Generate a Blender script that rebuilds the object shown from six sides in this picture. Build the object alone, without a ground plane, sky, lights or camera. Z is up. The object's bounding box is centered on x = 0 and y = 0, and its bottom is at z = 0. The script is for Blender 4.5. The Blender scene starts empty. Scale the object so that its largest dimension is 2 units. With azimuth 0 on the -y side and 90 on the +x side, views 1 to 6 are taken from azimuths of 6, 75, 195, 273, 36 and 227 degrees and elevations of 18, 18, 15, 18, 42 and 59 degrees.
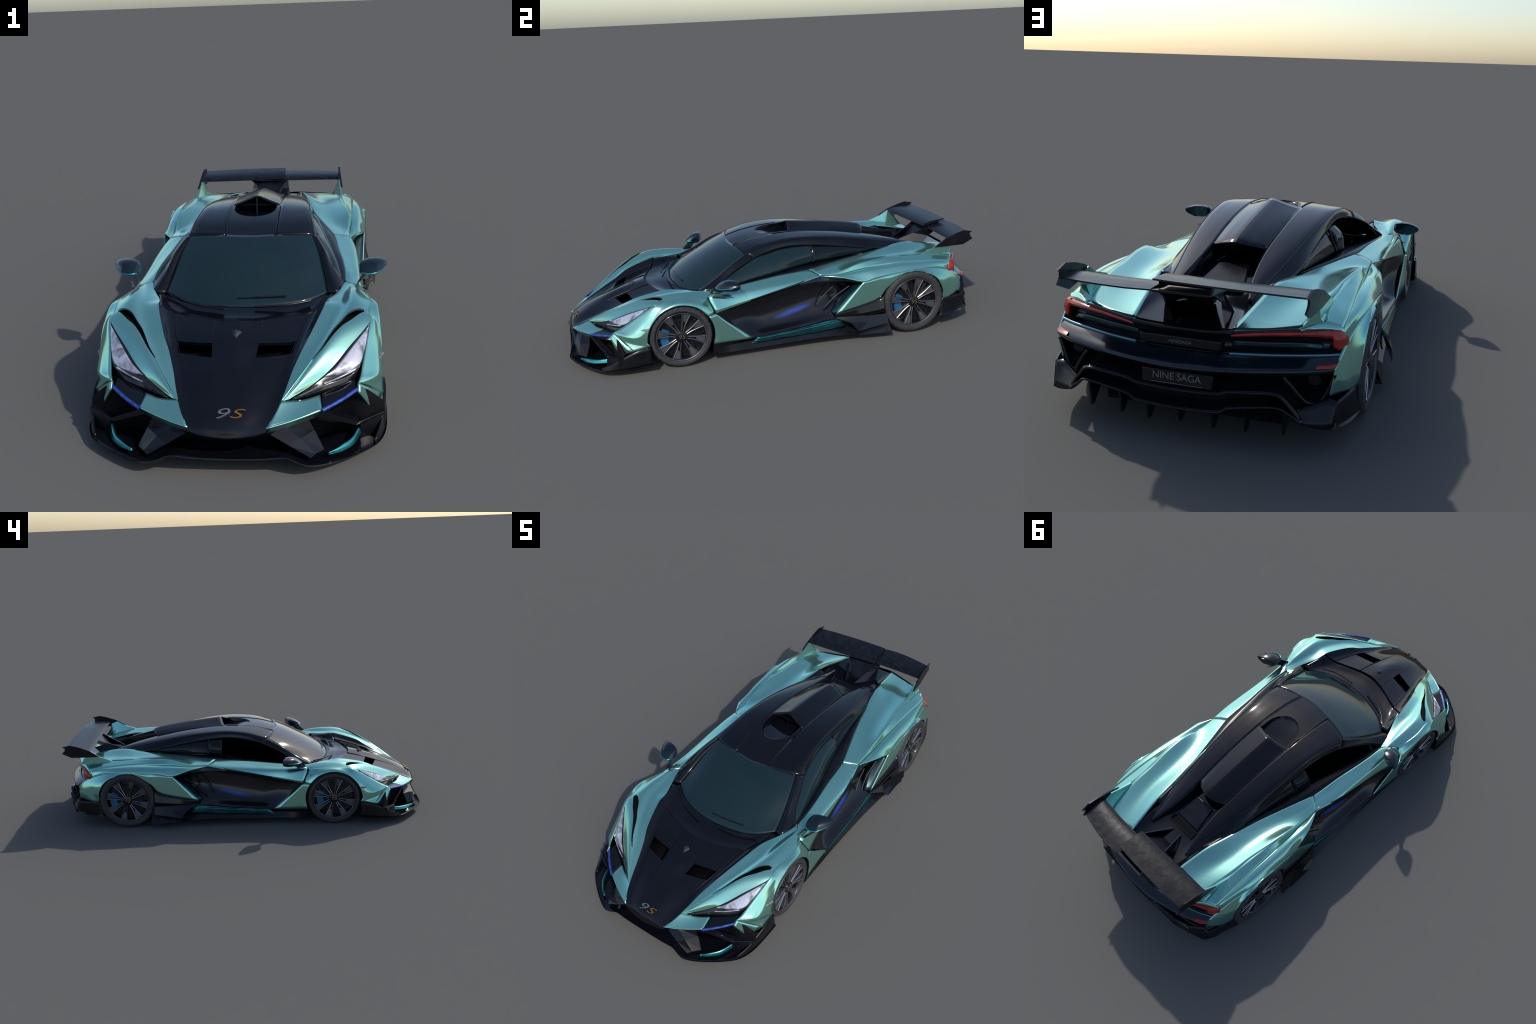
import bpy, bmesh, math, random
from mathutils import Vector, Matrix
random.seed(7)

# ------------------------------------------------------------------ materials
def mat(name, col, metal=0.0, rough=0.4, coat=0.0, coat_rough=0.05, spec=0.5, noise=None, bump=None,
        emit=None):
    m = bpy.data.materials.new(name); m.use_nodes = True
    nt = m.node_tree; b = nt.nodes['Principled BSDF']
    b.inputs['Base Color'].default_value = (*col, 1)
    b.inputs['Metallic'].default_value = metal
    b.inputs['Roughness'].default_value = rough
    b.inputs['Coat Weight'].default_value = coat
    b.inputs['Coat Roughness'].default_value = coat_rough
    b.inputs['Specular IOR Level'].default_value = spec
    tc = nt.nodes.new('ShaderNodeTexCoord')
    if noise:                                   # (scale, colour b, low, high, rough amount)
        sc, colb, lo, hi, rv = noise
        n = nt.nodes.new('ShaderNodeTexNoise'); n.inputs['Scale'].default_value = sc
        n.inputs['Detail'].default_value = 5; n.inputs['Distortion'].default_value = 0.6
        nt.links.new(tc.outputs['Object'], n.inputs['Vector'])
        r = nt.nodes.new('ShaderNodeValToRGB')
        r.color_ramp.elements[0].position = lo; r.color_ramp.elements[1].position = hi
        r.color_ramp.elements[0].color = (*col, 1); r.color_ramp.elements[1].color = (*colb, 1)
        nt.links.new(n.outputs['Fac'], r.inputs['Fac'])
        nt.links.new(r.outputs['Color'], b.inputs['Base Color'])
        if rv:
            mr = nt.nodes.new('ShaderNodeMapRange')
            mr.inputs['To Min'].default_value = max(0.02, rough - rv); mr.inputs['To Max'].default_value = rough + rv
            nt.links.new(n.outputs['Fac'], mr.inputs['Value'])
            nt.links.new(mr.outputs['Result'], b.inputs['Roughness'])
    if bump:                                    # (scale, strength, distance)
        n2 = nt.nodes.new('ShaderNodeTexNoise'); n2.inputs['Scale'].default_value = bump[0]
        n2.inputs['Detail'].default_value = 3
        nt.links.new(tc.outputs['Object'], n2.inputs['Vector'])
        bp = nt.nodes.new('ShaderNodeBump'); bp.inputs['Strength'].default_value = bump[1]
        bp.inputs['Distance'].default_value = bump[2]
        nt.links.new(n2.outputs['Fac'], bp.inputs['Height']); nt.links.new(bp.outputs['Normal'], b.inputs['Normal'])
    return m

M = {}
M['teal'] = mat('teal_metallic_paint', (.31, .65, .56), .88, .15, .0, .05,
                noise=(5.0, (.325, .665, .572), .35, .7, .02))
M['black'] = mat('black_gloss_paint', (.0035, .004, .0065), 0.0, .10, .0, .06, .38,
                 noise=(8.0, (.005, .0055, .0085), .4, .65, .03))
M['satin'] = mat('satin_black_trim', (.004, .0045, .0065), 0.0, .28, .0, .2, .32,
                 noise=(18.0, (.008, .0085, .012), .4, .7, .05))
M['carbon'] = mat('dark_carbon_weave', (.005, .006, .0085), 0.0, .25, .0, .25, .24,
                  noise=(38.0, (.010, .011, .015), .42, .62, .06), bump=(40, .12, .004))
M['void'] = mat('inner_black', (.003, .003, .004), 0, .8, spec=.15)
M['glass'] = mat('tinted_glass', (.007, .019, .0235), 0.0, .06, .0, .04,
                 noise=(4.0, (.009, .0225, .027), .35, .7, .02))
M['glass_dark'] = mat('smoked_glass', (.005, .009, .012), 0.0, .12, .0, .05, .3)
M['rubber'] = mat('tyre_rubber', (.028, .028, .030), 0, .7, noise=(60, (.042, .042, .043), .4, .7, .08), bump=(90, .2, .003))
M['rim'] = mat('dark_alloy', (.009, .0095, .011), .3, .25, .3, .05)
M['rim_face'] = mat('machined_alloy_face', (.085, .088, .093), .4, .4, .1, .1)
M['rim_rib'] = mat('polished_dark_rib', (.26, .265, .28), .85, .22)
M['caliper'] = mat('blue_caliper', (.010, .11, .27), .1, .4, .2)
M['disc'] = mat('brake_disc_steel', (.006, .006, .007), .3, .45)
M['blue'] = mat('blue_accent', (.018, .05, .27), .3, .35, .1, noise=(70, (.04, .10, .45), .4, .65, .0))
M['blue_deep'] = mat('deep_blue_gloss', (.010, .018, .11), .5, .3, .4, .1, noise=(9, (.03, .055, .33), .45, .7, .03))
M['red'] = mat('red_lamp_lens', (.46, .020, .013), 0, .18, .15, noise=(25, (.30, .010, .007), .4, .65, .03))
M['lens'] = mat('headlight_lens', (.60, .60, .68), .45, .10, .6, .03, noise=(22, (.20, .20, .25), .45, .62, .04))
M['bezel'] = mat('headlight_bezel', (.012, .012, .016), .2, .2, .4)
M['aqua'] = mat('aqua_metal_trim', (.045, .36, .39), .85, .22, .3, noise=(12, (.018, .19, .22), .4, .65, .04))
M['aqua_sill'] = mat('dark_aqua_sill', (.025, .21, .225), .85, .22, .3, noise=(9, (.006, .055, .062), .4, .62, .04))
M['dteal'] = mat('dark_teal_trim', (.008, .040, .046), .5, .25, .4, noise=(14, (.004, .015, .02), .4, .65, .03))
M['navy'] = mat('navy_gloss', (.004, .008, .014), .2, .2, .3, noise=(10, (.005, .016, .022), .4, .65, .03))
M['lipteal'] = mat('blue_grey_lip', (.10, .24, .30), .85, .25, .4)
M['silver'] = mat('silver_emblem', (.19, .195, .215), .6, .35)
M['gold'] = mat('gold_emblem', (.50, .25, .05), .8, .3)
M['grey'] = mat('graphite_badge', (.045, .047, .058), .4, .35)
M['hubgrey'] = mat('hub_silver', (.16, .16, .18), .6, .35)
M['marker'] = mat('side_marker_lens', (.24, .23, .25), .3, .3, .3, noise=(40, (.13, .12, .14), .4, .6, .05))

# lower door: near-black gloss with a blue reflection painted into its colour
M['door'] = mat('door_black_painted_blue_reflection', (.0045, .005, .0075), 0, .2, .15, .06)
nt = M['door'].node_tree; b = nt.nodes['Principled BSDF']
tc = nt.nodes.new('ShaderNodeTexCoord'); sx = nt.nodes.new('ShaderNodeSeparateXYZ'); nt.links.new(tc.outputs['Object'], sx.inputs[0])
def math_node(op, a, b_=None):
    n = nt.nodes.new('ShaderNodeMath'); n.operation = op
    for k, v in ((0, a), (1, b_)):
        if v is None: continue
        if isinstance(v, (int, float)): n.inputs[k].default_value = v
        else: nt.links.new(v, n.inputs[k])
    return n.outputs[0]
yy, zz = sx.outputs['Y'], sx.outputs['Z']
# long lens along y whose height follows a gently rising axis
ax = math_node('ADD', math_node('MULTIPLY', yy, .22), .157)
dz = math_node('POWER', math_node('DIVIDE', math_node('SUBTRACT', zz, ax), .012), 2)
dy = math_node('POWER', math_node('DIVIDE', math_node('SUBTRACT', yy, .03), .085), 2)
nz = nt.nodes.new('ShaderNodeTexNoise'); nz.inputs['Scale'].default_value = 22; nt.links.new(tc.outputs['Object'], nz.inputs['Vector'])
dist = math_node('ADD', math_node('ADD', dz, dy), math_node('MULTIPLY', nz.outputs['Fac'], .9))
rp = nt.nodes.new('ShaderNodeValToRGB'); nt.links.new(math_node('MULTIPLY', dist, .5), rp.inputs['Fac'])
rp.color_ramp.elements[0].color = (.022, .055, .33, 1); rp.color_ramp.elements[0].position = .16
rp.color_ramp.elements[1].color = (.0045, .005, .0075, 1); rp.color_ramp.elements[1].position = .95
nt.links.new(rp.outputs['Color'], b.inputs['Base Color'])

# ------------------------------------------------------------------ helpers
root = bpy.data.objects.new('sports_car', None)
bpy.context.scene.collection.objects.link(root)
root.empty_display_size = .2
root['label'] = 'low teal and black hypercar with large rear wing'
root['category'] = 'sports car'

def link(ob, parent=None):
    bpy.context.scene.collection.objects.link(ob)
    ob.parent = parent or root
    return ob

def mk(name, verts, faces, material, parent=None, smooth=40):
    me = bpy.data.meshes.new(name)
    me.from_pydata([tuple(v) for v in verts], [], faces)
    me.validate(); me.update()
    me.materials.append(M[material] if isinstance(material, str) else material)
    if smooth:
        for p in me.polygons: p.use_smooth = True
        me.set_sharp_from_angle(angle=math.radians(smooth))
    return link(bpy.data.objects.new(name, me), parent)

def cr(p0, p1, p2, p3, t):
    return .5 * ((2 * p1) + (p2 - p0) * t + (2 * p0 - 5 * p1 + 4 * p2 - p3) * t * t + (3 * p1 - p0 - 3 * p2 + p3) * t ** 3)

def spline(pts, n, lin=False):
    """n samples per span through the control points (Catmull-Rom or straight)."""
    pts = [Vector(p) for p in pts]; out = []
    for i in range(len(pts) - 1):
        a, b = pts[i], pts[i + 1]
        p0 = pts[i - 1] if i else a * 2 - b
        p3 = pts[i + 2] if i + 2 < len(pts) else b * 2 - a
        for k in range(n):
            t = k / n
            out.append(a.lerp(b, t) if lin else cr(p0, a, b, p3, t))
    out.append(pts[-1]); return out

def spline_g(pts, n, g0, g1):
    """Catmull-Rom whose end tangents follow given outside points"""
    out = []
    for i in range(len(pts) - 1):
        a, b = pts[i], pts[i + 1]
        p0 = pts[i - 1] if i else g0
        p3 = pts[i + 2] if i + 2 < len(pts) else g1
        for k in range(n): out.append(cr(p0, a, b, p3, k / n))
    out.append(pts[-1]); return out

def net(rows, nu=6, nv=5, linu=False, linv=False, before=None, after=None):
    """dense grid through a control net; rows run along u, rows are stacked along v.
    before / after: neighbour rows (None entries = none) that the surface should flow into."""
    R = [spline(r, nu, linu) for r in rows]
    def ghost(g, e, i):
        if g is None: return [p * 2 - q for p, q in zip(R[e], R[i])]
        full = [Vector(p) if p else Vector(rows[e][k]) * 2 - Vector(rows[i][k]) for k, p in enumerate(g)]
        return spline(full, nu)
    G0, G1 = ghost(before, 0, 1), ghost(after, -1, -2)
    cols = [spline([r[i] for r in R], nv, True) if linv else spline_g([r[i] for r in R], nv, G0[i], G1[i]) for i in range(len(R[0]))]
    return [[c[j] for c in cols] for j in range(len(cols[0]))]

def grid_mesh(G, closed_u=False):
    h, w = len(G), len(G[0]); V = [v for r in G for v in r]; F = []
    for j in range(h - 1):
        for i in range(w - 1 + (1 if closed_u else 0)):
            i2 = (i + 1) % w
            F.append((j * w + i, j * w + i2, (j + 1) * w + i2, (j + 1) * w + i))
    return V, F

def orient(V, F, ref):
    """turn faces so that they look away from ref"""
    s = 0.0
    for f in F:
        a, b, c = V[f[0]], V[f[1]], V[f[2]]
        n = (b - a).cross(c - a); s += n.dot((a + b + c) / 3 - ref)
    return [tuple(reversed(f)) for f in F] if s < 0 else F

def flat_weld(V, F):
    key = {}; idx = []; NV = []
    for v in V:
        k = (round(v.x, 5), round(v.y, 5), round(v.z, 5))
        if k not in key: key[k] = len(NV); NV.append(v)
        idx.append(key[k])
    NF = []
    for f in F:
        g = []
        for i in f:
            if idx[i] not in g: g.append(idx[i])
        if len(g) > 2: NF.append(tuple(g))
    return NV, NF

def solid(ob, t):
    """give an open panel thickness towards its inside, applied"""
    md = ob.modifiers.new('thick', 'SOLIDIFY'); md.thickness = t; md.offset = -1; md.use_even_offset = False
    return ob

def bake(ob, smooth=None):
    dg = bpy.context.evaluated_depsgraph_get(); dg.update()
    me = bpy.data.meshes.new_from_object(ob.evaluated_get(dg))
    old = ob.data; ob.modifiers.clear(); ob.data = me
    me.name = old.name
    if smooth:
        me.set_sharp_from_angle(angle=math.radians(smooth))
    return ob

def mirror(ob, material=None):
    """the same part on the other side of the car"""
    me = ob.data.copy()
    for v in me.vertices: v.co.x = -v.co.x
    me.flip_normals()
    o = bpy.data.objects.new(ob.name, me)
    if material: me.materials.clear(); me.materials.append(M[material])
    par = ob.parent
    link(o, par)
    for md in ob.modifiers:
        if md.type == 'SOLIDIFY':
            m2 = o.modifiers.new('thick', 'SOLIDIFY'); m2.thickness = md.thickness; m2.offset = -1
            m2.use_even_offset = False
        if md.type == 'BEVEL':
            m2 = o.modifiers.new('bevel', 'BEVEL'); m2.width = md.width; m2.segments = md.segments
            m2.limit_method = 'ANGLE'; m2.angle_limit = md.angle_limit
    return o

def panel(name, rows, material, both=True, nu=6, nv=5, linu=False, linv=False, t=.005, ref=None, parent=None,
          smooth=40, sym=False, before=None, after=None, full=False):
    if full:                                    # rows start on the centre plane: run them across the car
        rows = [[(-p[0], p[1], p[2]) for p in reversed(r[1:])] + list(r) for r in rows]; both = False
    if sym:                                     # rows given from the centre out: build the full width
        rows = [[(-p[0], p[1], p[2]) for p in r] for r in reversed(rows[1:])] + rows
    G = net(rows, nu, nv, linu, linv, before, after)
    V, F = grid_mesh(G); V, F = flat_weld(V, F)
    c = sum(V, Vector()) / len(V)
    F = orient(V, F, Vector(ref) if ref else Vector((0, c.y * .9, .12)))
    ob = mk(name, V, F, material, parent, smooth)
    if t: solid(ob, t)
    if both and not sym: return ob, mirror(ob)
    return ob

def loft(name, secs, material, closed=True, cap=True, both=False, parent=None, smooth=35, bevel=0):
    """skin closed cross-sections"""
    secs = [[Vector(p) for p in s] for s in secs]
    V, F = grid_mesh(secs, closed_u=closed); n = len(secs[0])
    if cap:
        F.append(tuple(range(n - 1, -1, -1))); F.append(tuple((len(secs) - 1) * n + i for i in range(n)))
    c = sum(V, Vector()) / len(V); F = orient(V, F, c)
    ob = mk(name, V, F, material, parent, smooth)
    bm = bmesh.new(); bm.from_mesh(ob.data); bmesh.ops.recalc_face_normals(bm, faces=bm.faces); bm.to_mesh(ob.data); bm.free()
    ob.data.set_sharp_from_angle(angle=math.radians(smooth))
    if bevel:
        md = ob.modifiers.new('bevel', 'BEVEL'); md.width = bevel; md.segments = 2; md.limit_method = 'ANGLE'
        md.angle_limit = math.radians(30)
    return (ob, mirror(ob)) if both else ob

def prism(name, outline, off, material, **k):
    """extrude a closed 3D outline by a vector"""
    o = Vector(off); A = [Vector(p) for p in outline]
    return loft(name, [A, [p + o for p in A]], material, **k)

def tube(name, pts, r, material, both=False, n=8, per=6, parent=None, lin=False, taper=None):
    P = spline(pts, per, lin) if len(pts) > 2 else [Vector(p) for p in pts]
    secs = []
    for i, p in enumerate(P):
        d = (P[min(i + 1, len(P) - 1)] - P[max(i - 1, 0)]).normalized()
        a = d.cross(Vector((0, 0, 1)));
        if a.length < 1e-3: a = d.cross(Vector((0, 1, 0)))
        a.normalize(); b = d.cross(a)
        q = i / (len(P) - 1); rr = r * (taper(q) if taper else 1)
        secs.append([p + (a * math.cos(2 * math.pi * k / n) + b * math.sin(2 * math.pi * k / n)) * rr for k in range(n)])
    return loft(name, secs, material, both=both, parent=parent, smooth=60)

def cut(ob, cutters):
    for c in cutters:
        md = ob.modifiers.new('cut', 'BOOLEAN'); md.object = c; md.operation = 'DIFFERENCE'; md.solver = 'EXACT'
    bake(ob, 30)
    for c in cutters: bpy.data.objects.remove(c, do_unlink=True)

# ------------------------------------------------------------------ feature lines (right side, x > 0)
def arch(cy, cz, r, x, degs):
    return [(x, cy + r * math.cos(math.radians(a)), cz + r * math.sin(math.radians(a))) for a in degs]
FY, FZ, FR = -.509, .145, .152          # front wheel arch
RY, RZ, RR = .610, .154, .162           # rear wheel arch

HC = [(0, -.988, .116), (0, -.978, .142), (0, -.952, .166), (0, -.90, .196), (0, -.83, .228), (0, -.76, .256), (0, -.68, .279), (0, -.612, .294)]
HI = [(.035, -.986, .117), (.04, -.975, .142), (.05, -.95, .164), (.055, -.90, .192), (.06, -.83, .221), (.064, -.758, .245), (.07, -.68, .271), (.073, -.601, .291)]
HO = [(.075, -.981, .121), (.085, -.967, .141), (.105, -.93, .162), (.12, -.88, .184), (.14, -.81, .214), (.163, -.738, .242), (.187, -.66, .266), (.21, -.552, .292)]
ST = [(.106, -.974, .128), (.112, -.964, .140), (.135, -.92, .166), (.152, -.87, .191), (.172, -.805, .223), (.197, -.735, .254), (.226, -.668, .287), (.268, -.53, .318)]

hood = panel('hood', [HC, HI, HO, ST], 'black', sym=True, nu=8, nv=6, t=.008)
# the two hood vents
def vent_cutter(s):
    p = [(.062, -.764), (.169, -.734), (.181, -.683), (.068, -.706)]
    return prism('cutter', [(s * x, y, .2) for x, y in p], (0, 0, .15), 'void')
cut(hood, [vent_cutter(1), vent_cutter(-1)])
panel('hood_vent_duct', [[(.045, -.80, .192), (.19, -.77, .192)], [(.05, -.69, .215), (.20, -.65, .215)]], 'void', nu=2, nv=2)
# hood centre seams
tube('hood_seam', [(.073, -.602, .2925), (.070, -.68, .273), (.064, -.758, .247), (.058, -.83, .2225), (.052, -.875, .205)], .0016, 'black', both=True, taper=lambda q: 1.2 - q)
tube('hood_seam', [(.207, -.56, .292), (.187, -.66, .268), (.163, -.738, .244), (.14, -.81, .216)], .0016, 'satin', both=True, taper=lambda q: 1.2 - q)

mid = lambda A, B, f, dz=0: [tuple(Vector(p).lerp(Vector(q), f) + Vector((0, 0, dz))) for p, q in zip(A, B)]
# front fender: stripe edge -> crest -> shoulder / headlight upper edge
FA = [(.333, -.313, .309), (.305, -.40, .307), (.273, -.483, .313), (.262, -.55, .317), (.226, -.668, .287), (.197, -.735, .254), (.172, -.805, .223), (.155, -.862, .194), (.143, -.895, .178)]
FB = [(.362, -.345, .311), (.352, -.41, .327), (.345, -.485, .335), (.338, -.56, .332), (.305, -.66, .307), (.266, -.735, .272), (.228, -.80, .235), (.185, -.86, .198), (.153, -.892, .178)]
FC = [(.392, -.373, .303), (.402, -.43, .309), (.405, -.50, .313), (.396, -.575, .311), (.399, -.624, .298), (.335, -.715, .258), (.283, -.78, .221), (.227, -.831, .193), (.165, -.885, .178)]
# fender side around the wheel
a = lambda d, x=.434: arch(FY, FZ, FR, x, [d])[0]
FS0 = FC[:5] + [(.385, -.70, .248), (.371, -.765, .206), (.366, -.785, .195), (.361, -.80, .187)]
FS1 = [(.422, -.352, .240), (.424, -.42, .288), (.427, -.505, .307), (.424, -.575, .292), (.424, -.618, .267), (.424, -.672, .220), (.427, -.712, .182), (.416, -.742, .172), (.386, -.778, .166)]
FS2 = [a(32), a(60), a(90), a(120), a(145, .436), a(165, .438), a(180, .439), (.441, -.656, .127), (.437, -.726, .116)]
FB = [tuple(Vector(p) + Vector((d, 0, 0))) for p, d in zip(FB, (0, .008, .013, .013, .010, .006, .003, 0, 0))]
FB = [tuple(Vector(p) - Vector((0, 0, d))) for p, d in zip(FB, (0, .003, .005, .005, .003, 0, 0, 0, 0))]
FAB = [tuple(Vector(p) + Vector((0, 0, d))) for p, d in zip(mid(FA, FB, .5), (0, -.003, -.008, -.010, -.008, -.004, 0, 0, 0))]
fender_top = panel('front_fender_top', [FA, FAB, FB, FC], 'teal', nu=6, nv=8, t=.006, after=FS1[:5] + [None] * 4)
panel('front_fender_side', [FS0, FS1, FS2], 'teal', nu=6, nv=6, t=.006, before=FB[:5] + [None] * 4)
panel('front_fender_rear', [arch(FY, FZ, FR, .432, [-20, -3, 14, 32]),
      [(.419, -.184, .085), (.421, -.24, .135), (.423, -.30, .187), (.424, -.347, .232)]], 'teal', nu=4, nv=6)
tube('side_marker', [(.436, -.648, .205), (.425, -.68, .203), (.410, -.708, .196)], .006, 'marker', both=True, taper=lambda q: 1.1 - .9 * q)

# air slot on the fender crest: a leaf-shaped cut with a dark trough, running out into a crease
SL_U = [(.384, -.574), (.366, -.577), (.336, -.602), (.310, -.642), (.286, -.676), (.255, -.737), (.226, -.778)]
SL_D = [(.384, -.588), (.372, -.600), (.342, -.637), (.317, -.662), (.288, -.700), (.256, -.748), (.227, -.781)]
for fo, sg in zip(fender_top, (1, -1)):
    ol = [(sg * p[0], p[1], .12) for p in spline([(x, y, 0) for x, y in SL_U], 4) + spline([(x, y, 0) for x, y in reversed(SL_D)], 4)]
    cut(fo, [prism('cutter', ol, (0, 0, .3), 'void')])
panel('fender_slot_trough', [[(.395, -.560, .298), (.345, -.590, .300), (.30, -.645, .288), (.22, -.775, .225)],
                             [(.395, -.60, .294), (.355, -.645, .290), (.31, -.690, .272), (.23, -.795, .215)]], 'void', nu=4, nv=2)
tube('fender_crease', [(.228, -.780, .2475), (.19, -.835, .2155), (.158, -.878, .189), (.147, -.893, .1795)], .0016, 'teal', both=True)

# nose under the headlights
LIP = [(.108, -.973, .137), (.16, -.950, .141), (.21, -.924, .147), (.257, -.896, .153), (.31, -.852, .162), (.357, -.804, .171)]
UP = [(.143, -.895, .178), (.175, -.88, .172), (.21, -.862, .166), (.25, -.835, .166), (.30, -.80, .173), (.352, -.772, .184)]
panel('nose_panel', [LIP[:4], mid(LIP, UP, .5)[:4], UP[:4]], 'teal', nu=5, nv=4)
panel('intake_brow', [LIP[3:], mid(LIP, UP, .5)[3:], UP[3:]], 'black', nu=5, nv=4)
LIPU = [(x, y + .022, z - .030) for x, y, z in LIP]
panel('nose_lip', [LIP[:4], mid(LIP, LIPU, .5)[:4], LIPU[:4]], 'teal', nu=5, nv=3)
panel('brow_lip', [LIP[3:], mid(LIP, LIPU, .5)[3:], LIPU[3:]], 'black', nu=5, nv=3)
tube('blue_paint_strip', [tuple(Vector(p) + Vector((0, -.001, -.002))) for p in LIP[3:]], .0055, 'blue', both=True)  # blue paint along the brow edge, no lamp
# centre lip under the hood
HL = [HC[0], HI[0], HO[0], ST[0]]
panel('hood_lip', [[(x, y + .045, z - .02) for x, y, z in HL], [(x, y + .01, z - .012) for x, y, z in HL], HL], 'satin', nu=3, nv=3, full=True)

# headlight
HU = [(.399, -.624, .296), (.335, -.715, .256), (.283, -.78, .219), (.227, -.831, .191), (.175, -.88, .178)]
HD = [(.399, -.626, .294), (.384, -.70, .247), (.357, -.763, .207), (.285, -.80, .190), (.185, -.876, .176)]
panel('headlight', [HU, mid(HU, HD, .5, .001), HD], 'bezel', nu=6, nv=5, t=.012)
HU2 = [(.394, -.640, .2875), (.345, -.712, .2555), (.303, -.768, .2255), (.262, -.806, .205)]
HD2 = [(.392, -.642, .2865), (.378, -.706, .2435), (.355, -.752, .2145), (.290, -.790, .2020)]
sh = lambda A, d: [tuple(Vector(p) + Vector(d)) for p in A]
panel('headlight_lens', [sh(HU2, (.0, -.003, .003)), mid(sh(HU2, (.001, -.004, .0035)), sh(HD2, (.002, -.004, .0035)), .5), sh(HD2, (.002, -.004, .001))], 'lens', nu=6, nv=5, t=.004)
tube('daytime_light', [(.350, -.764, .209), (.31, -.790, .199), (.262, -.816, .190)], .003, 'lens', both=True)
panel('headlight_gap_dark_panel', [sh(HD, (0, .006, -.002)), [(.37, -.64, .26), (.36, -.70, .22), (.352, -.765, .18), (.25, -.825, .164), (.18, -.872, .168)]], 'bezel', nu=4, nv=3, ref=(.2, -.6, .3))  # dark panel put in for the shaded gap below the headlight

# vane below the fender corner
panel('corner_vane', [[(.361, -.818, .167), (.382, -.803, .130), (.402, -.784, .088)], [(.3605, -.7995, .1855), (.385, -.7775, .1645), (.4355, -.7255, .1145)]], 'teal', nu=4, nv=4, linu=True, linv=True, t=.008)

# front intakes, splitter
panel('intake_void', [[(0, -.885, .125), (.13, -.88, .128), (.23, -.835, .137), (.30, -.79, .150), (.37, -.792, .166), (.436, -.765, .11)],
      [(0, -.88, .028), (.13, -.875, .028), (.23, -.84, .026), (.30, -.80, .024), (.37, -.815, .03), (.437, -.785, .035)]], 'void', nu=4, nv=4, ref=(0, -.5, .1), full=True)
SE = [(0, -.984, .041), (.10, -.985, .045), (.158, -.985, .050), (.19, -.990, .040), (.222, -.993, .033), (.27, -.972, .028), (.325, -.936, .026), (.373, -.899, .026), (.411, -.859, .028), (.433, -.80, .032), (.441, -.72, .038), (.443, -.647, .042)]
SI = [(x * .82, -.70 if x < .3 else -.64, .034) for x, y, z in SE]
SI = [(0, -.86, .036), (.08, -.86, .036), (.13, -.86, .036), (.16, -.86, .034), (.18, -.855, .03), (.21, -.845, .028), (.25, -.83, .026), (.29, -.80, .026), (.33, -.77, .028), (.36, -.74, .03), (.38, -.70, .034), (.39, -.647, .038)]
SM = mid(SE, SI, .12, .000)
panel('front_splitter', [sh(SE, (0, .004, .008)), sh(SM, (0, 0, .006)), sh(SI, (0, 0, .004))], 'black', nu=4, nv=4, t=.009, ref=(0, -.9, -.5), full=True)
# upright side plate of the splitter
panel('splitter_fence', [[(.408, -.872, .030), (.428, -.83, .032), (.440, -.78, .034), (.446, -.72, .038), (.447, -.647, .042)],
      [(.405, -.87, .045), (.424, -.82, .065), (.437, -.77, .092), (.4445, -.71, .118), (.4455, -.653, .128)]], 'satin', nu=5, nv=5, t=.007)
# black blades of the intake
BLA, BLB = (.116, -.957, .110), (.226, -.973, .049)
panel('intake_blade', [[BLA, (.170, -.967, .081), BLB], [(.150, -.934, .121), (.200, -.948, .094), (.238, -.957, .052)]], 'black', nu=1, nv=1, linu=True, linv=True, t=.004, smooth=0, ref=(.2, -.7, .0))
panel('intake_blade_fold', [[(.150, -.934, .121), (.200, -.948, .094), (.238, -.957, .052)], [(.215, -.902, .135), (.235, -.905, .095), (.262, -.925, .046)]], 'satin', nu=1, nv=1, linu=True, linv=True, t=.004, smooth=0, ref=(.1, -.7, .0))
loft('intake_strut', [[(.235, -.902, .137), (.26, -.888, .141), (.27, -.865, .135), (.24, -.872, .13)],
      [(.350, -.842, .074), (.362, -.832, .079), (.366, -.80, .074), (.35, -.81, .066)],
      [(.43, -.80, .078), (.434, -.79, .09), (.43, -.76, .085), (.425, -.77, .07)]], 'black', both=True, smooth=20)
loft('corner_block', [[(.364, -.842, .033), (.364, -.840, .076), (.364, -.78, .084), (.364, -.78, .033)],
                      [(.402, -.826, .033), (.402, -.822, .082), (.402, -.765, .090), (.402, -.765, .033)],
                      [(.4375, -.795, .034), (.4375, -.790, .088), (.4375, -.74, .098), (.4375, -.74, .034)]], 'satin', both=True, smooth=20)
VS0 = [(.275, -.952, .046), (.31, -.93, .043), (.345, -.893, .044), (.368, -.836, .048)]
VS1 = [(.278, -.947, .053), (.308, -.922, .058), (.340, -.884, .061), (.362, -.833, .066)]
panel('aqua_intake_vane', [VS0, mid(VS0, VS1, .5, .004), VS1], 'aqua', nu=6, nv=4, t=.008)

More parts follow.
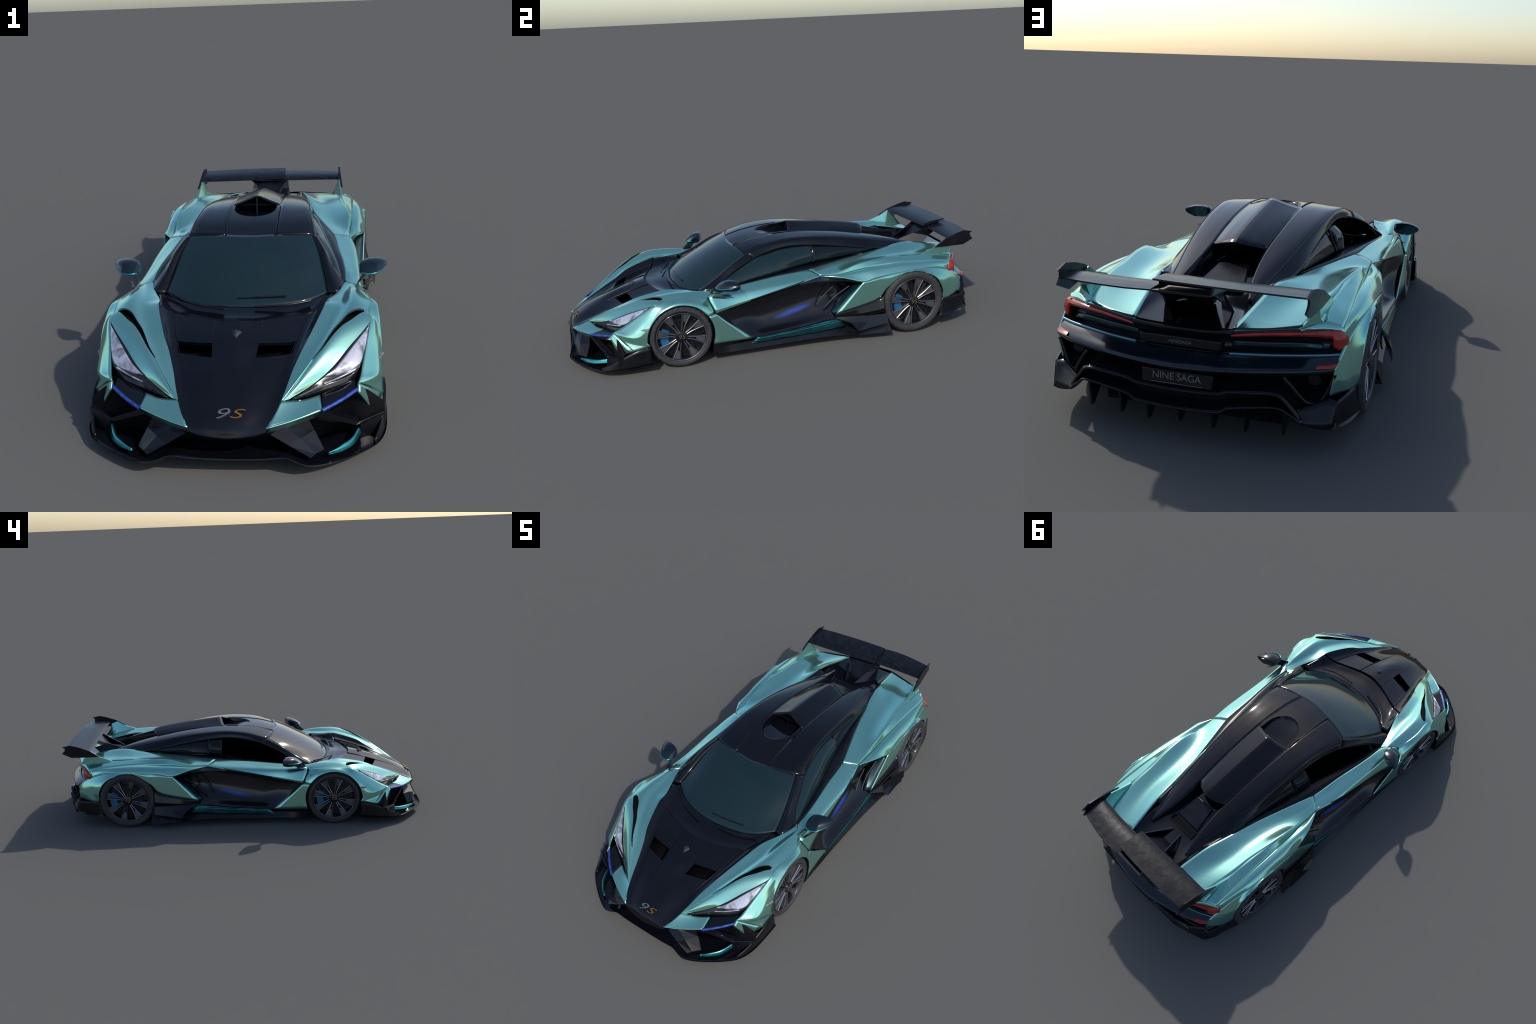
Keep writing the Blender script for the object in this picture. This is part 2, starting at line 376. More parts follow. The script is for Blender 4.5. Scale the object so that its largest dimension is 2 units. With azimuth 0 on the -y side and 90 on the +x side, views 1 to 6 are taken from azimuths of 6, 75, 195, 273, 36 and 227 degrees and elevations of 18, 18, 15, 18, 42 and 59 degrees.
# emblem: a slanted 9 and S
def text(name, body, size, material, loc, xdir, up, extrude=.002, parent=None, shear=0.0, offset=0.0, align='CENTER', sx=1.0):
    cu = bpy.data.curves.new(name, 'FONT'); cu.body = body; cu.size = size; cu.extrude = extrude
    cu.align_x = align; cu.align_y = 'CENTER'; cu.shear = shear; cu.offset = offset
    o = bpy.data.objects.new(name, cu); bpy.context.scene.collection.objects.link(o)
    dg = bpy.context.evaluated_depsgraph_get(); dg.update()
    me = bpy.data.meshes.new_from_object(o.evaluated_get(dg))
    bpy.data.objects.remove(o, do_unlink=True)
    X = Vector(xdir).normalized(); U = Vector(up).normalized(); N = X.cross(U).normalized(); U = N.cross(X)
    L = Vector(loc)
    for v in me.vertices: v.co = L + X * v.co.x * sx + U * v.co.y + N * v.co.z
    me.materials.clear(); me.materials.append(M[material])
    return link(bpy.data.objects.new(name, me), parent)
hn = Vector((0, .50, .31))
text('emblem_nine', '9', .046, 'silver', (-.021, -.9535, .1675), (1, 0, 0), hn, shear=.35, offset=-.0005, extrude=.003, sx=1.75)
text('emblem_letter', 'S', .040, 'gold', (.021, -.9525, .1675), (1, 0, 0), hn, shear=.35, offset=-.0005, extrude=.003, sx=1.9)
loft('hood_badge', [[(-.016, -.668, .2825), (0, -.660, .2865), (.016, -.668, .2825), (.012, -.676, .280), (0, -.697, .2735), (-.012, -.676, .280)],
     [(-.008, -.674, .290), (0, -.670, .2915), (.008, -.674, .290), (.006, -.678, .2885), (0, -.683, .286), (-.006, -.678, .2885)]], 'grey', smooth=10)

# cowl, windscreen
HS = [(0, -.609, .286), (.073, -.598, .284), (.14, -.577, .284), (.21, -.549, .286), (.262, -.53, .312)]
CM = [(0, -.55, .281), (.09, -.541, .279), (.17, -.515, .280), (.235, -.488, .287), (.270, -.483, .311)]
GB = [(0, -.487, .291), (.10, -.478, .290), (.20, -.445, .291), (.252, -.408, .297), (.292, -.405, .305)]
panel('cowl', [[tuple(p) for p in r] for r in zip(*[HS, CM, GB])], 'black', sym=True, nu=5, nv=5, t=.004)
WB = [(0, -.490, .291), (.10, -.481, .290), (.20, -.448, .291), (.272, -.390, .300)]
WM1 = [(0, -.395, .347), (.10, -.386, .346), (.19, -.36, .341), (.262, -.318, .333)]
WM2 = [(0, -.285, .402), (.09, -.276, .401), (.175, -.258, .396), (.243, -.228, .388)]
WT = [(0, -.190, .440), (.088, -.180, .440), (.16, -.168, .436), (.217, -.152, .430)]
panel('windshield', [[r[i] for r in (WB, WM1, WM2, WT)] for i in range(4)], 'glass', sym=True, nu=7, nv=7, t=.006)
# A pillar
AP0 = [(.272, -.390, .300), (.262, -.318, .333), (.243, -.228, .388), (.217, -.152, .430)]
AP1 = [(.308, -.392, .307), (.283, -.318, .341), (.262, -.228, .393), (.232, -.145, .428)]
AP2 = [(.331, -.318, .310), (.300, -.270, .345), (.276, -.198, .381), (.246, -.115, .412)]
panel('windshield_pillar', [AP0, AP1, AP2], 'black', nu=6, nv=4, t=.006)

# roof and flying buttresses
RC = [(0, -.190, .440), (0, -.10, .462), (0, .0, .473), (0, .097, .476), (0, .22, .468), (0, .35, .449), (0, .482, .424)]
RI = [(.09, -.180, .440), (.092, -.095, .461), (.093, .0, .472), (.093, .097, .475), (.092, .22, .466), (.09, .35, .447), (.086, .482, .420)]
RM = [(.16, -.168, .437), (.158, -.085, .458), (.155, .01, .470), (.152, .10, .472), (.148, .22, .463), (.142, .35, .444), (.135, .482, .416)]
RL = [(.223, -.148, .430), (.217, -.06, .453), (.210, .02, .463), (.204, .10, .465), (.197, .22, .454), (.186, .35, .433), (.170, .482, .405)]
AR = [(.246, -.115, .412), (.233, -.056, .422), (.222, .02, .433), (.217, .10, .434), (.214, .22, .422), (.209, .36, .397), (.204, .50, .371)]
roof = panel('roof', [RC, RI], 'black', sym=True, nu=8, nv=6, t=.006, smooth=25)
U = [(.080 * math.cos(math.radians(t)), .05 + .097 * math.sin(math.radians(t))) for t in range(180, 361, 15)]
oval = U + [(.080, .115), (-.080, .115)]
cut(roof, [prism('cutter', [(x, y, .40) for x, y in oval], (0, 0, .15), 'void')])
def roofz(y): return .473 - .5 * (y - .06) ** 2 - (.10 if y < 0 else 0) * y * y
top = [Vector((x, y, roofz(y) - .001)) for x, y in U] + [Vector((.08, .10, .472)), Vector((.08, .16, .468))]
top = [Vector((-.08, .16, .468)), Vector((-.08, .10, .472))] + top
bot = [Vector((p.x * .96, p.y + .004, roofz(p.y) - .003 - .026 * min(1, max(0, (p.y + .047) / .16)))) for p in top]
cen = [Vector((0, p.y + .003, roofz(p.y) - .004 - .030 * min(1, max(0, (p.y + .047) / .16)))) for p in top]
Vg, Fg = grid_mesh([top, bot, [b.lerp(c, .5) for b, c in zip(bot, cen)], cen])
mk('roof_intake_recess', *flat_weld(Vg, orient(Vg, Fg, Vector((0, .05, .30)))), 'black')
# scoop
S0 = [(0, .120, .505), (0, .25, .490), (0, .38, .472), (0, .49, .4515), (0, .522, .438)]
S1 = [(.012, .119, .503), (.012, .25, .488), (.012, .38, .470), (.012, .488, .450), (.012, .520, .4365)]
S2 = [(.055, .107, .4870), (.055, .24, .4755), (.055, .37, .4585), (.055, .478, .4375), (.055, .505, .427)]
S3 = [(.094, .096, .474), (.093, .22, .465), (.091, .35, .447), (.087, .455, .4265), (.086, .484, .416)]
panel('roof_scoop', [S0, S1, S2, S3], 'black', sym=True, nu=6, nv=4, linv=True, t=.006, smooth=12)
panel('scoop_throat', [[(0, .17, .490), (.03, .17, .481), (.09, .16, .462)], [(0, .17, .42), (.03, .17, .42), (.09, .16, .42)]], 'void', nu=2, nv=2)
loft('scoop_divider', [[(-.002, .118, .500), (.002, .118, .500), (.002, .165, .49), (-.002, .165, .49)], [(-.002, .10, .43), (.002, .10, .43), (.002, .165, .43), (-.002, .165, .43)]], 'black')
# roof sides run back into the flying buttresses
BI = [(.086, .482, .420), (.092, .60, .391), (.105, .69, .365), (.118, .757, .342)]
BM = [(.135, .482, .416), (.125, .60, .388), (.118, .69, .364), (.121, .757, .343)]
BL = [(.170, .482, .405), (.152, .60, .378), (.138, .69, .358), (.126, .757, .342)]
BA = [(.204, .50, .371), (.182, .605, .358), (.165, .69, .352), (.132, .762, .335)]
panel('roof_buttress', [RI + BI[1:], RM + BM[1:], RL + BL[1:], AR + BA[1:]], 'black', nu=6, nv=5, t=.006, smooth=30)
panel('buttress_inner_wall', [BI, [(x - .008, y, .325) for x, y, z in BI]], 'satin', nu=6, nv=3, ref=(.3, .6, .3))
tube('roof_seam', [(.088, -.18, .4415), (.092, -.095, .4625), (.093, .0, .4735), (.094, .085, .4765)], .0013, 'satin', both=True)
tube('roof_rail_seam', [(p[0], p[1], p[2] + .0005) for p in RL + BL[1:]], .0013, 'satin', both=True)

# side windows
W0 = [(.318, -.338, .312), (.298, -.268, .343), (.272, -.195, .378), (.243, -.115, .409), (.229, -.056, .419), (.218, .02, .430), (.214, .10, .431), (.213, .175, .426)]
W1 = [(.325, -.325, .308), (.322, -.265, .312), (.312, -.19, .319), (.300, -.115, .327), (.288, -.04, .334), (.272, .03, .340), (.256, .10, .346), (.243, .175, .352)]
WMID = [tuple(Vector(p) + Vector((d, 0, d * .6))) for p, d in zip(mid(W0, W1, .5), (0, .005, .010, .012, .013, .013, .012, .010))]
wr = panel('side_window', [sh(W0, (-.003, 0, 0)), WMID, W1], 'glass', nu=5, nv=5, both=False)
# the other side window is down: an added black panel stands in for the cabin
panel('cabin_black_panel', [[(.215, -.40, .28), (.215, -.25, .345), (.215, -.12, .395), (.205, .02, .42), (.205, .20, .42)], [(.215, -.40, .21), (.215, -.25, .21), (.215, -.12, .21), (.215, .02, .21), (.215, .20, .21)]], 'void', both=False, nu=3, nv=3, ref=(.5, 0, .3))
panel('side_window', [[(-p[0], p[1], p[2]) for p in r] for r in (sh(W0[6:], (-.003, 0, 0)), WMID[6:], W1[6:])], 'glass_dark', both=False, nu=4, nv=4, ref=(0, .1, .3))
tube('window_frame_post', [(.318, -.262, .317), (.296, -.268, .339)], .004, 'satin', both=True)
tube('window_frame_post', [(.243, .175, .353), (.214, .175, .425)], .004, 'satin', both=True)
Q0 = [(.213, .175, .426), (.212, .25, .418), (.210, .36, .399), (.205, .50, .375)]
Q1 = [(.243, .175, .352), (.232, .25, .352), (.215, .36, .352), (.200, .50, .360)]
panel('quarter_window', [sh(Q0, (-.008, 0, -.003)), [tuple(Vector(p) + Vector((.000, 0, .000))) for p in mid(Q0, Q1, .5)], sh(Q1, (-.002, 0, 0))], 'glass_dark', nu=5, nv=4)
tube('quarter_bar', [(.236, .185, .358), (.212, .27, .380), (.196, .345, .394)], .003, 'satin', both=True)
# belt ledge between glass and door
BELT = [(.333, -.313, .309), (.335, -.225, .318), (.327, -.12, .327), (.316, -.03, .333), (.303, .129, .339), (.262, .27, .346), (.216, .429, .353), (.192, .56, .364), (.172, .68, .373)]
LEDGE = [(.320, -.325, .307), (.318, -.225, .315), (.303, -.12, .325), (.286, -.03, .333), (.245, .129, .347), (.215, .27, .345), (.190, .429, .350), (.178, .56, .360), (.158, .68, .362)]
panel('window_sill', [sh(LEDGE, (-.02, 0, -.004)), BELT], 'satin', nu=5, nv=3, ref=(.25, .1, 0))

# doors
DBELT = [(.333, -.313, .309), (.335, -.225, .318), (.327, -.12, .327), (.316, -.03, .333), (.309, .07, .337), (.303, .129, .339)]
DC = [(.392, -.373, .302), (.389, -.235, .294), (.385, -.13, .300), (.380, -.03, .309), (.372, .07, .317), (.362, .168, .324)]
DB = [(.423, -.349, .234), (.403, -.23, .250), (.399, -.132, .270), (.394, -.025, .290), (.386, .065, .306), (.366, .171, .320)]
DA = [(.360, -.345, .310)] + mid(DBELT, DC, .5, .001)[1:-1] + [(.335, .148, .333)]
panel('door_upper', [DBELT, DA, DC, DB], 'teal', nu=6, nv=5, t=.006, smooth=35)
tube('door_shut_line', [(.393, -.374, .3035), (.409, -.363, .270), (.4245, -.348, .234)], .0016, 'void', both=True)
# sculpted dark lower door
DB2 = DB[:5] + [(.366, .171, .321), (.430, .357, .283)]
RK2 = [(.419, -.184, .085), (.420, -.12, .092), (.419, -.05, .097), (.420, .03, .104), (.420, .11, .113), (.416, .17, .120), (.413, .218, .124)]
D1 = [(.421, -.322, .208), (.372, -.215, .236), (.358, -.115, .254), (.350, -.005, .270), (.346, .08, .280), (.344, .185, .284), (.350, .335, .262)]
D2 = [(.412, -.275, .158), (.362, -.19, .172), (.352, -.10, .182), (.348, .01, .190), (.345, .10, .197), (.346, .18, .205), (.340, .285, .21)]
D3 = [(.413, -.215, .108), (.376, -.145, .120), (.370, -.07, .126), (.371, .02, .134), (.375, .10, .142), (.382, .17, .148), (.390, .235, .150)]
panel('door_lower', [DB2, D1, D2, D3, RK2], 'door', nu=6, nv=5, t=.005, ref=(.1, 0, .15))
# intake blade under the haunch, with slats
panel('intake_top_blade', [[(.386, .06, .300), (.372, .115, .312), (.366, .171, .319), (.395, .27, .304), (.429, .355, .283)],
      [(.384, .065, .294), (.378, .13, .296), (.378, .20, .290), (.392, .28, .284), (.425, .352, .279)]], 'navy', nu=5, nv=3, t=.004)
tube('intake_slat', [(.372, .225, .262), (.372, .18, .225), (.380, .14, .188)], .003, 'satin', both=True)
tube('intake_slat', [(.392, .30, .262), (.385, .23, .215), (.392, .175, .172)], .004, 'satin', both=True)
panel('intake_cheek', [[(.428, .355, .281), (.424, .29, .212), (.418, .224, .143)], [(.375, .325, .262), (.368, .255, .205), (.395, .20, .146)]], 'dteal', nu=5, nv=3, t=.004, ref=(.4, .6, .2))
# rocker and skirt
SK = [(.419, -.372, .034), (.418, -.25, .033), (.419, -.12, .034), (.424, .03, .037), (.432, .18, .039), (.444, .35, .031), (.464, .485, .030)]
RK3 = [(.430, -.367, .092), (.419, -.25, .086), (.420, -.12, .092), (.420, .03, .104), (.414, .18, .122), (.404, .35, .118), (.410, .485, .120)]
MK3 = [(.424, -.370, .066), (.405, -.25, .064), (.398, -.12, .066), (.398, .03, .070), (.400, .18, .072), (.395, .35, .068), (.400, .485, .070)]
panel('side_skirt', [RK3, MK3, SK, [(x - .10, y, z - .004) for x, y, z in SK]], 'satin', nu=6, nv=4, linv=True, t=.005, smooth=25)
A0 = [(.413, -.16, .083), (.413, .0, .094), (.412, .12, .105), (.408, .245, .113)]
A1 = [(.411, -.19, .054), (.412, .0, .058), (.415, .12, .062), (.414, .27, .070)]
panel('aqua_sill_trim', [A0, mid(A0, A1, .5, 0), A1], 'aqua_sill', nu=6, nv=3, t=.006, ref=(.2, 0, .08))
tube('sill_trim_rib', [tuple(Vector(p) + Vector((.001, 0, 0))) for p in mid(A0, A1, .3)], .0025, 'aqua', both=True)
tube('sill_trim_rib', [tuple(Vector(p) + Vector((.001, 0, 0))) for p in mid(A0, A1, .68)], .003, 'dteal', both=True)

# rear haunch
HBELT = BELT[4:] + [(.150, .82, .347), (.130, .944, .319)]
R1 = [(.362, .168, .325), (.361, .262, .326), (.364, .36, .357), (.357, .46, .366), (.343, .57, .362), (.333, .70, .356), (.297, .883, .327)]
HM = [(.335, .148, .333), (.315, .265, .334), (.295, .40, .342), (.275, .52, .346), (.258, .64, .345), (.240, .77, .338), (.215, .915, .321)]
panel('rear_haunch', [HBELT, HM, R1], 'teal', nu=7, nv=7, t=.006)
R2 = [(.364, .170, .322), (.366, .255, .316), (.377, .365, .331), (.381, .42, .336), (.385, .50, .341), (.388, .585, .343), (.392, .67, .336), (.395, .745, .329), (.394, .812, .317)]
R1b = R1[:2] + [(.3645, .36, .357), (.361, .42, .364), (.353, .50, .365), (.342, .585, .361), (.335, .67, .357), (.337, .76, .350), (.346, .84, .336)]
RX = [(.366, .171, .321), (.390, .258, .323), (.406, .362, .327), (.410, .42, .331), (.413, .50, .335), (.414, .585, .336), (.411, .67, .331), (.406, .745, .321), (.400, .81, .305)]
R3b = [(.431, .357, .286), (.434, .42, .296), (.434, .50, .307), (.433, .59, .315), (.426, .67, .312), (.414, .745, .302), (.404, .808, .283), (.397, .85, .258), (.390, .881, .231)]
R4 = [(.425, .289, .213), (.435, .42, .238), (.440, .495, .288), (.4395, .60, .3145), (.438, .70, .288), (.432, .765, .245), (.420, .81, .222), (.405, .86, .205), (.386, .885, .200)]
R3 = [(.366, .171, .320), (.410, .262, .314)] + R3b[:7]
panel('haunch_wall', [R1b, R2], 'teal', nu=6, nv=4, t=.006)
panel('rear_fender_top', [R2, RX, R3], 'teal', nu=6, nv=6, t=.006, smooth=35, after=[None, None, None] + R4[1:6] + [None])
b = lambda d, x=.441: arch(RY, RZ, RR, x, [d])[0]
R5 = [(.420, .221, .141), (.432, .42, .189), b(146, .438), b(94), b(45), b(15, .438), b(-2, .432), (.415, .83, .154), (.380, .885, .157)]
panel('rear_fender_side', [R3b, R4, R5], 'teal', nu=6, nv=6, t=.006, before=[None] + RX[3:8] + [None] * 3)
R6 = [(.420, .221, .140), (.426, .30, .157), (.432, .42, .188), (.437, .458, .208)]
R7 = [(.414, .219, .122), (.432, .30, .120), (.448, .42, .128), (.455, .458, .132)]
panel('rear_rocker_panel', [R6, R7], 'black', nu=5, nv=4)
# winglet
loft('winglet', [[(.413, .217, .125), (.430, .27, .125), (.452, .36, .130), (.482, .455, .134)],
                 [(.411, .219, .121), (.456, .28, .103), (.474, .315, .062), (.486, .457, .090)]], 'black', both=True, smooth=20)
loft('skirt_fin', [[(.44, .33, .036), (.462, .486, .032), (.466, .486, .026), (.445, .33, .028)],
                   [(.41, .42, .09), (.425, .47, .115), (.430, .47, .115), (.415, .42, .09)]], 'satin', both=True)

# endplates' teal fins on the haunch
loft('wing_fin', [[(.328, .70, .350), (.346, .70, .350), (.344, .705, .357), (.334, .705, .357)],
                  [(.320, .765, .342), (.343, .768, .345), (.3395, .768, .378), (.333, .768, .378)],
                  [(.308, .82, .335), (.340, .81, .335), (.3340, .815, .405), (.327, .815, .407)],
                  [(.300, .858, .330), (.340, .845, .334), (.3340, .85, .392), (.326, .855, .392)]], 'teal', both=True, smooth=30)
loft('rear_spike', [[(.297, .884, .326), (.328, .858, .364), (.346, .841, .335)], [(.297, .860, .330), (.322, .80, .365), (.346, .80, .340)]], 'teal', both=True, smooth=15)

panel('tail_corner', [[(.297, .884, .326), (.346, .842, .336), (.394, .813, .317), (.404, .809, .287)],
                      [(.297, .886, .322), (.346, .853, .319), (.386, .826, .309), (.402, .812, .286)]], 'teal', nu=4, nv=3, t=.004, ref=(.2, .6, .3))
# engine deck
D0 = [(0, .40, .372), (0, .53, .366), (0, .68, .333), (0, .82, .325), (0, .947, .312)]
D1d = [(.06, .40, .370), (.06, .53, .364), (.065, .68, .332), (.07, .82, .325), (.075, .947, .313)]
D2d = [(.095, .40, .36), (.10, .53, .355), (.11, .68, .335), (.125, .82, .330), (.132, .945, .316)]
D3d = [(.16, .40, .34), (.16, .53, .345), (.158, .68, .355), (.150, .82, .344), (.132, .944, .317)]
panel('engine_deck', [D0, D1d, D2d, D3d], 'black', sym=True, nu=5, nv=4, t=.006)
loft('engine_cover', [[(-.052, .525, .360), (.052, .525, .360), (.072, .648, .328), (-.072, .648, .328)],
                      [(-.047, .530, .376), (.047, .530, .376), (.068, .643, .348), (-.068, .643, .348)]], 'satin', bevel=.003)
loft('deck_slot_black_slab', [[(-.074, .652, .336), (.074, .652, .336), (.076, .683, .330), (-.076, .683, .330)],
                   [(-.074, .652, .342), (.074, .652, .342), (.076, .683, .336), (-.076, .683, .336)]], 'void')  # black slab laid on the deck in place of a slot
tube('deck_slot_rim', [(-.075, .685, .337), (.075, .685, .337)], .003, 'black')

# wing: the main plane steps down at x = 0.074
def airfoil(x, yl, zl, yt, zt, th):
    c = Vector((0, yt - yl, zt - zl)); n = Vector((0, -(zt - zl), yt - yl)).normalized()
    prof = [(0, 0), (.04, .42), (.15, .72), (.35, .9), (.6, .75), (.85, .42), (1, .25), (1, -.15), (.8, -.3), (.5, -.45), (.2, -.5), (.04, -.35)]
    return [Vector((x, yl, zl)) + c * u + n * th * v for u, v in prof]
main = [airfoil(x, yl, zl, yt, zt, .011) for x, yl, zl, yt, zt in
        [(-.334, .818, .406, .948, .427), (-.25, .820, .406, .956, .430), (-.15, .824, .407, .960, .432), (-.05, .829, .409, .962, .434), (.02, .832, .411, .961, .435), (.070, .834, .412, .959, .436)]]
loft('wing_plane', main, 'carbon', smooth=50)
low = [airfoil(x, yl, zl, yt, zt, .010) for x, yl, zl, yt, zt in
       [(.066, .858, .399, .984, .416), (.13, .859, .399, .990, .416), (.19, .860, .399, .988, .416), (.25, .858, .400, .980, .415), (.330, .854, .401, .966, .414)]]
loft('wing_plane', low, 'carbon', smooth=50)
# end plates with forked tails
ep = [(.347, .766, .380), (.341, .823, .414), (.338, .88, .434), (.336, .928, .445), (.333, .972, .435), (.334, .957, .427), (.334, .958, .414), (.332, .976, .397), (.330, .926, .372), (.342, .85, .376)]
e1 = prism('wing_endplate', ep, (-.006, 0, 0), 'satin', both=True, smooth=20)
# centre duct and pylons
loft('wing_duct', [[(-.095, .855, .399), (.085, .855, .399), (.072, .855, .383), (-.075, .855, .383)],
                   [(-.092, .982, .418), (.070, .982, .418), (.062, .982, .411), (-.084, .982, .411)]], 'black', smooth=15, bevel=.002)
loft('duct_cheek', [[(-.10, .90, .41), (-.092, .90, .41), (-.092, .90, .428), (-.10, .90, .428)], [(-.096, .978, .416), (-.090, .978, .416), (-.090, .962, .434), (-.096, .962, .434)]], 'black', smooth=15)
loft('duct_mouth_black_plate', [[(-.088, .925, .4165), (.066, .925, .4165), (.066, .925, .429), (-.088, .925, .429)],
                    [(-.088, .930, .4165), (.066, .930, .4165), (.066, .930, .429), (-.088, .930, .429)]], 'void', smooth=15)  # black plate filling the space between wing plane and duct
loft('wing_pylon', [[(.024, .708, .340), (.030, .708, .340), (.100, .815, .324), (.094, .815, .324)],
                    [(.050, .79, .375), (.056, .79, .375), (.088, .86, .360), (.082, .86, .360)],
                    [(.072, .850, .402), (.078, .850, .402), (.080, .925, .400), (.074, .925, .400)]], 'black', both=True, smooth=20)
loft('pylon_web', [[(-.03, .77, .330), (.03, .77, .330), (.03, .79, .330), (-.03, .79, .330)], [(-.075, .855, .400), (.075, .855, .400), (.07, .90, .398), (-.07, .90, .398)]], 'satin', smooth=15)

# rear fascia
TE = [(0, .950, .314), (.07, .949, .315), (.130, .946, .319), (.215, .917, .322), (.297, .884, .325), (.346, .850, .320), (.385, .822, .312)]
T1 = [(0, .945, .302), (.07, .945, .302), (.132, .938, .302), (.215, .912, .307), (.297, .880, .308), (.355, .850, .306), (.394, .822, .298)]
T2 = [(0, .925, .288), (.07, .925, .288), (.132, .905, .288), (.215, .885, .288), (.297, .858, .288), (.35, .835, .283), (.385, .82, .272)]
T3 = [(0, .925, .264), (.07, .925, .264), (.128, .905, .264), (.215, .885, .264), (.297, .860, .264), (.35, .842, .263), (.385, .83, .262)]
T4 = [(0, .945, .256), (.07, .942, .256), (.125, .934, .257), (.215, .916, .258), (.297, .890, .258), (.35, .868, .257), (.396, .842, .256)]
T5 = [(0, 0.960, .246), (.07, 0.958, .246), (.130, 0.948, .246), (.215, 0.933, .246), (.297, 0.910, .247), (.35, 0.888, .247), (.396, 0.863, .246)]
T6 = [(0, 0.993, .228), (.07, 0.988, .228), (.130, 0.980, .229), (.215, 0.960, .230), (.297, 0.934, .231), (.35, 0.911, .231), (.389, 0.889, .231)]
T7 = [(0, 0.986, .216), (.07, 0.982, .216), (.130, 0.974, .217), (.215, 0.955, .217), (.297, 0.929, .218), (.35, 0.906, .218), (.386, 0.884, .218)]
panel('tail_panel', [T1, T2, T3, T4], 'navy', nu=5, nv=3, t=.004, ref=(0, .6, .28), full=True)
panel('tail_edge', [TE, T1], 'satin', nu=5, nv=2, t=.004, ref=(0, .6, .28), full=True)
panel('tail_inset', [sh(T2[2:6], (0, .014, -.002)), sh(T3[2:6], (0, .014, .006))], 'dteal', nu=5, nv=3, t=.004, ref=(0, .6, .28))
tube('tail_lip', [(.128, .936, .257), (.215, .918, .258), (.297, .892, .258), (.35, .870, .257), (.395, .845, .256)], .0045, 'lipteal', both=True)
panel('rear_bumper_beam', [T4, T5, T6, T7], 'navy', nu=5, nv=4, t=.006, ref=(0, .6, .24), full=True)
loft('rear_reflector', [[(.346, .905, .2415), (.380, .889, .2415), (.390, .875, .2415), (.350, .891, .2415)], [(.346, .916, .2365), (.380, .900, .2365), (.3925, .884, .2365), (.352, .900, .2365)]], 'red', both=True)
# tail lamps: bar and hook
secs = []
for p, w, h in [((.132, .941, .308), .004, .004), ((.215, .915, .313), .006, .006), ((.297, .884, .313), .007, .007), ((.345, .857, .309), .009, .009), ((.378, .832, .303), .013, .013), ((.392, .819, .290), .017, .018), ((.390, .827, .272), .010, .011), ((.384, .836, .264), .003, .004)]:
    p = Vector(p); d = Vector((.35, .94, 0)).normalized()
    secs.append([p + d * w * math.cos(k * math.pi / 4) + Vector((0, 0, 1)) * h * math.sin(k * math.pi / 4) for k in range(8)])
S = [spline([s[k] for s in secs], 5) for k in range(8)]
loft('tail_lamp', [[S[k][i] for k in range(8)] for i in range(len(S[0]))], 'red', both=True)
panel('tail_lamp_corner', [[(.368, .846, .319), (.393, .824, .312), (.4065, .806, .291)], [(.376, .852, .298), (.400, .831, .292), (.4085, .809, .279)], [(.378, .852, .274), (.394, .838, .266), (.4045, .815, .268)]], 'red', nu=4, nv=4, t=.008, ref=(.3, .75, .29))
# centre script panel
loft('script_panel', [[(-.116, .93, .293), (.116, .93, .293), (.112, .93, .261), (-.112, .93, .261)],
                      [(-.110, .951, .289), (.110, .951, .289), (.106, .951, .265), (-.106, .951, .265)]], 'satin', bevel=.003, smooth=20)
text('rear_script', 'NINESAGA', .013, 'silver', (0, .952, .277), (-1, 0, 0), (0, 0, 1), extrude=.001, shear=.2)
# lower rear: vents, plate, diffuser
X0 = [(0, .972, .216), (.10, .966, .216), (.19, .948, .216), (.266, .930, .216), (.33, .902, .217), (.386, .876, .218)]
X1 = [(0, .885, .185), (.10, .885, .185), (.19, .88, .185), (.262, .885, .185), (.30, .81, .18), (.376, .82, .18)]
X2 = [(0, .965, .153), (.115, .962, .158), (.19, .958, .166), (.257, .954, .172), (.30, .92, .13), (.360, .872, .130)]
panel('rear_grille', [X0, X1, X2], 'void', nu=5, nv=4, ref=(0, .6, .2), full=True)
tube('exhaust_surround', [(.268, .936, .214), (.288, .930, .190), (.316, .915, .150), (.335, .900, .135), (.357, .885, .140), (.375, .880, .175), (.388, .878, .214)], .006, 'satin', both=True)
loft('exhaust_tip', [[(.335 + .017 * math.cos(k * math.pi / 6), y, .190 + .017 * math.sin(k * math.pi / 6)) for k in range(12)] for y in (.84, .872)], 'satin', both=True)
E0 = [(0, 0.979, 0.157), (.108, 0.976, 0.160), (.135, 0.974, 0.168), (.20, 0.970, 0.174), (.257, 0.966, 0.176), (.285, 0.955, 0.150), (.316, 0.946, 0.108)]
E1 = [(0, 0.941, 0.130), (.108, 0.939, 0.135), (.135, 0.939, 0.145), (.20, 0.933, 0.150), (.258, 0.928, 0.155), (.288, 0.921, 0.132), (.318, 0.915, 0.100)]
E2 = [(0, 0.980, 0.107), (.108, 0.976, 0.110), (.135, 0.975, 0.124), (.20, 0.974, 0.137), (.262, 0.971, 0.144), (.290, 0.958, 0.126), (.322, 0.945, 0.100)]
E3 = [(0, .88, .112), (.108, .88, .114), (.135, .88, .124), (.20, .88, .132), (.262, .88, .138), (.290, .87, .12), (.322, .86, .10)]
panel('diffuser', [E0, E1, E2, E3], 'black', nu=5, nv=4, t=.006, smooth=30, ref=(0, .8, .16), full=True)
across = lambda r: [(-p[0], p[1], p[2]) for p in reversed(r[1:])] + list(r)
tube('diffuser_ridge', across(E0), .0035, 'satin')
tube('diffuser_edge', across(E2), .0035, 'satin')
G0 = [(.316, .944, .108), (.345, .905, .140), (.372, .887, .152), (.400, .889, .146)]
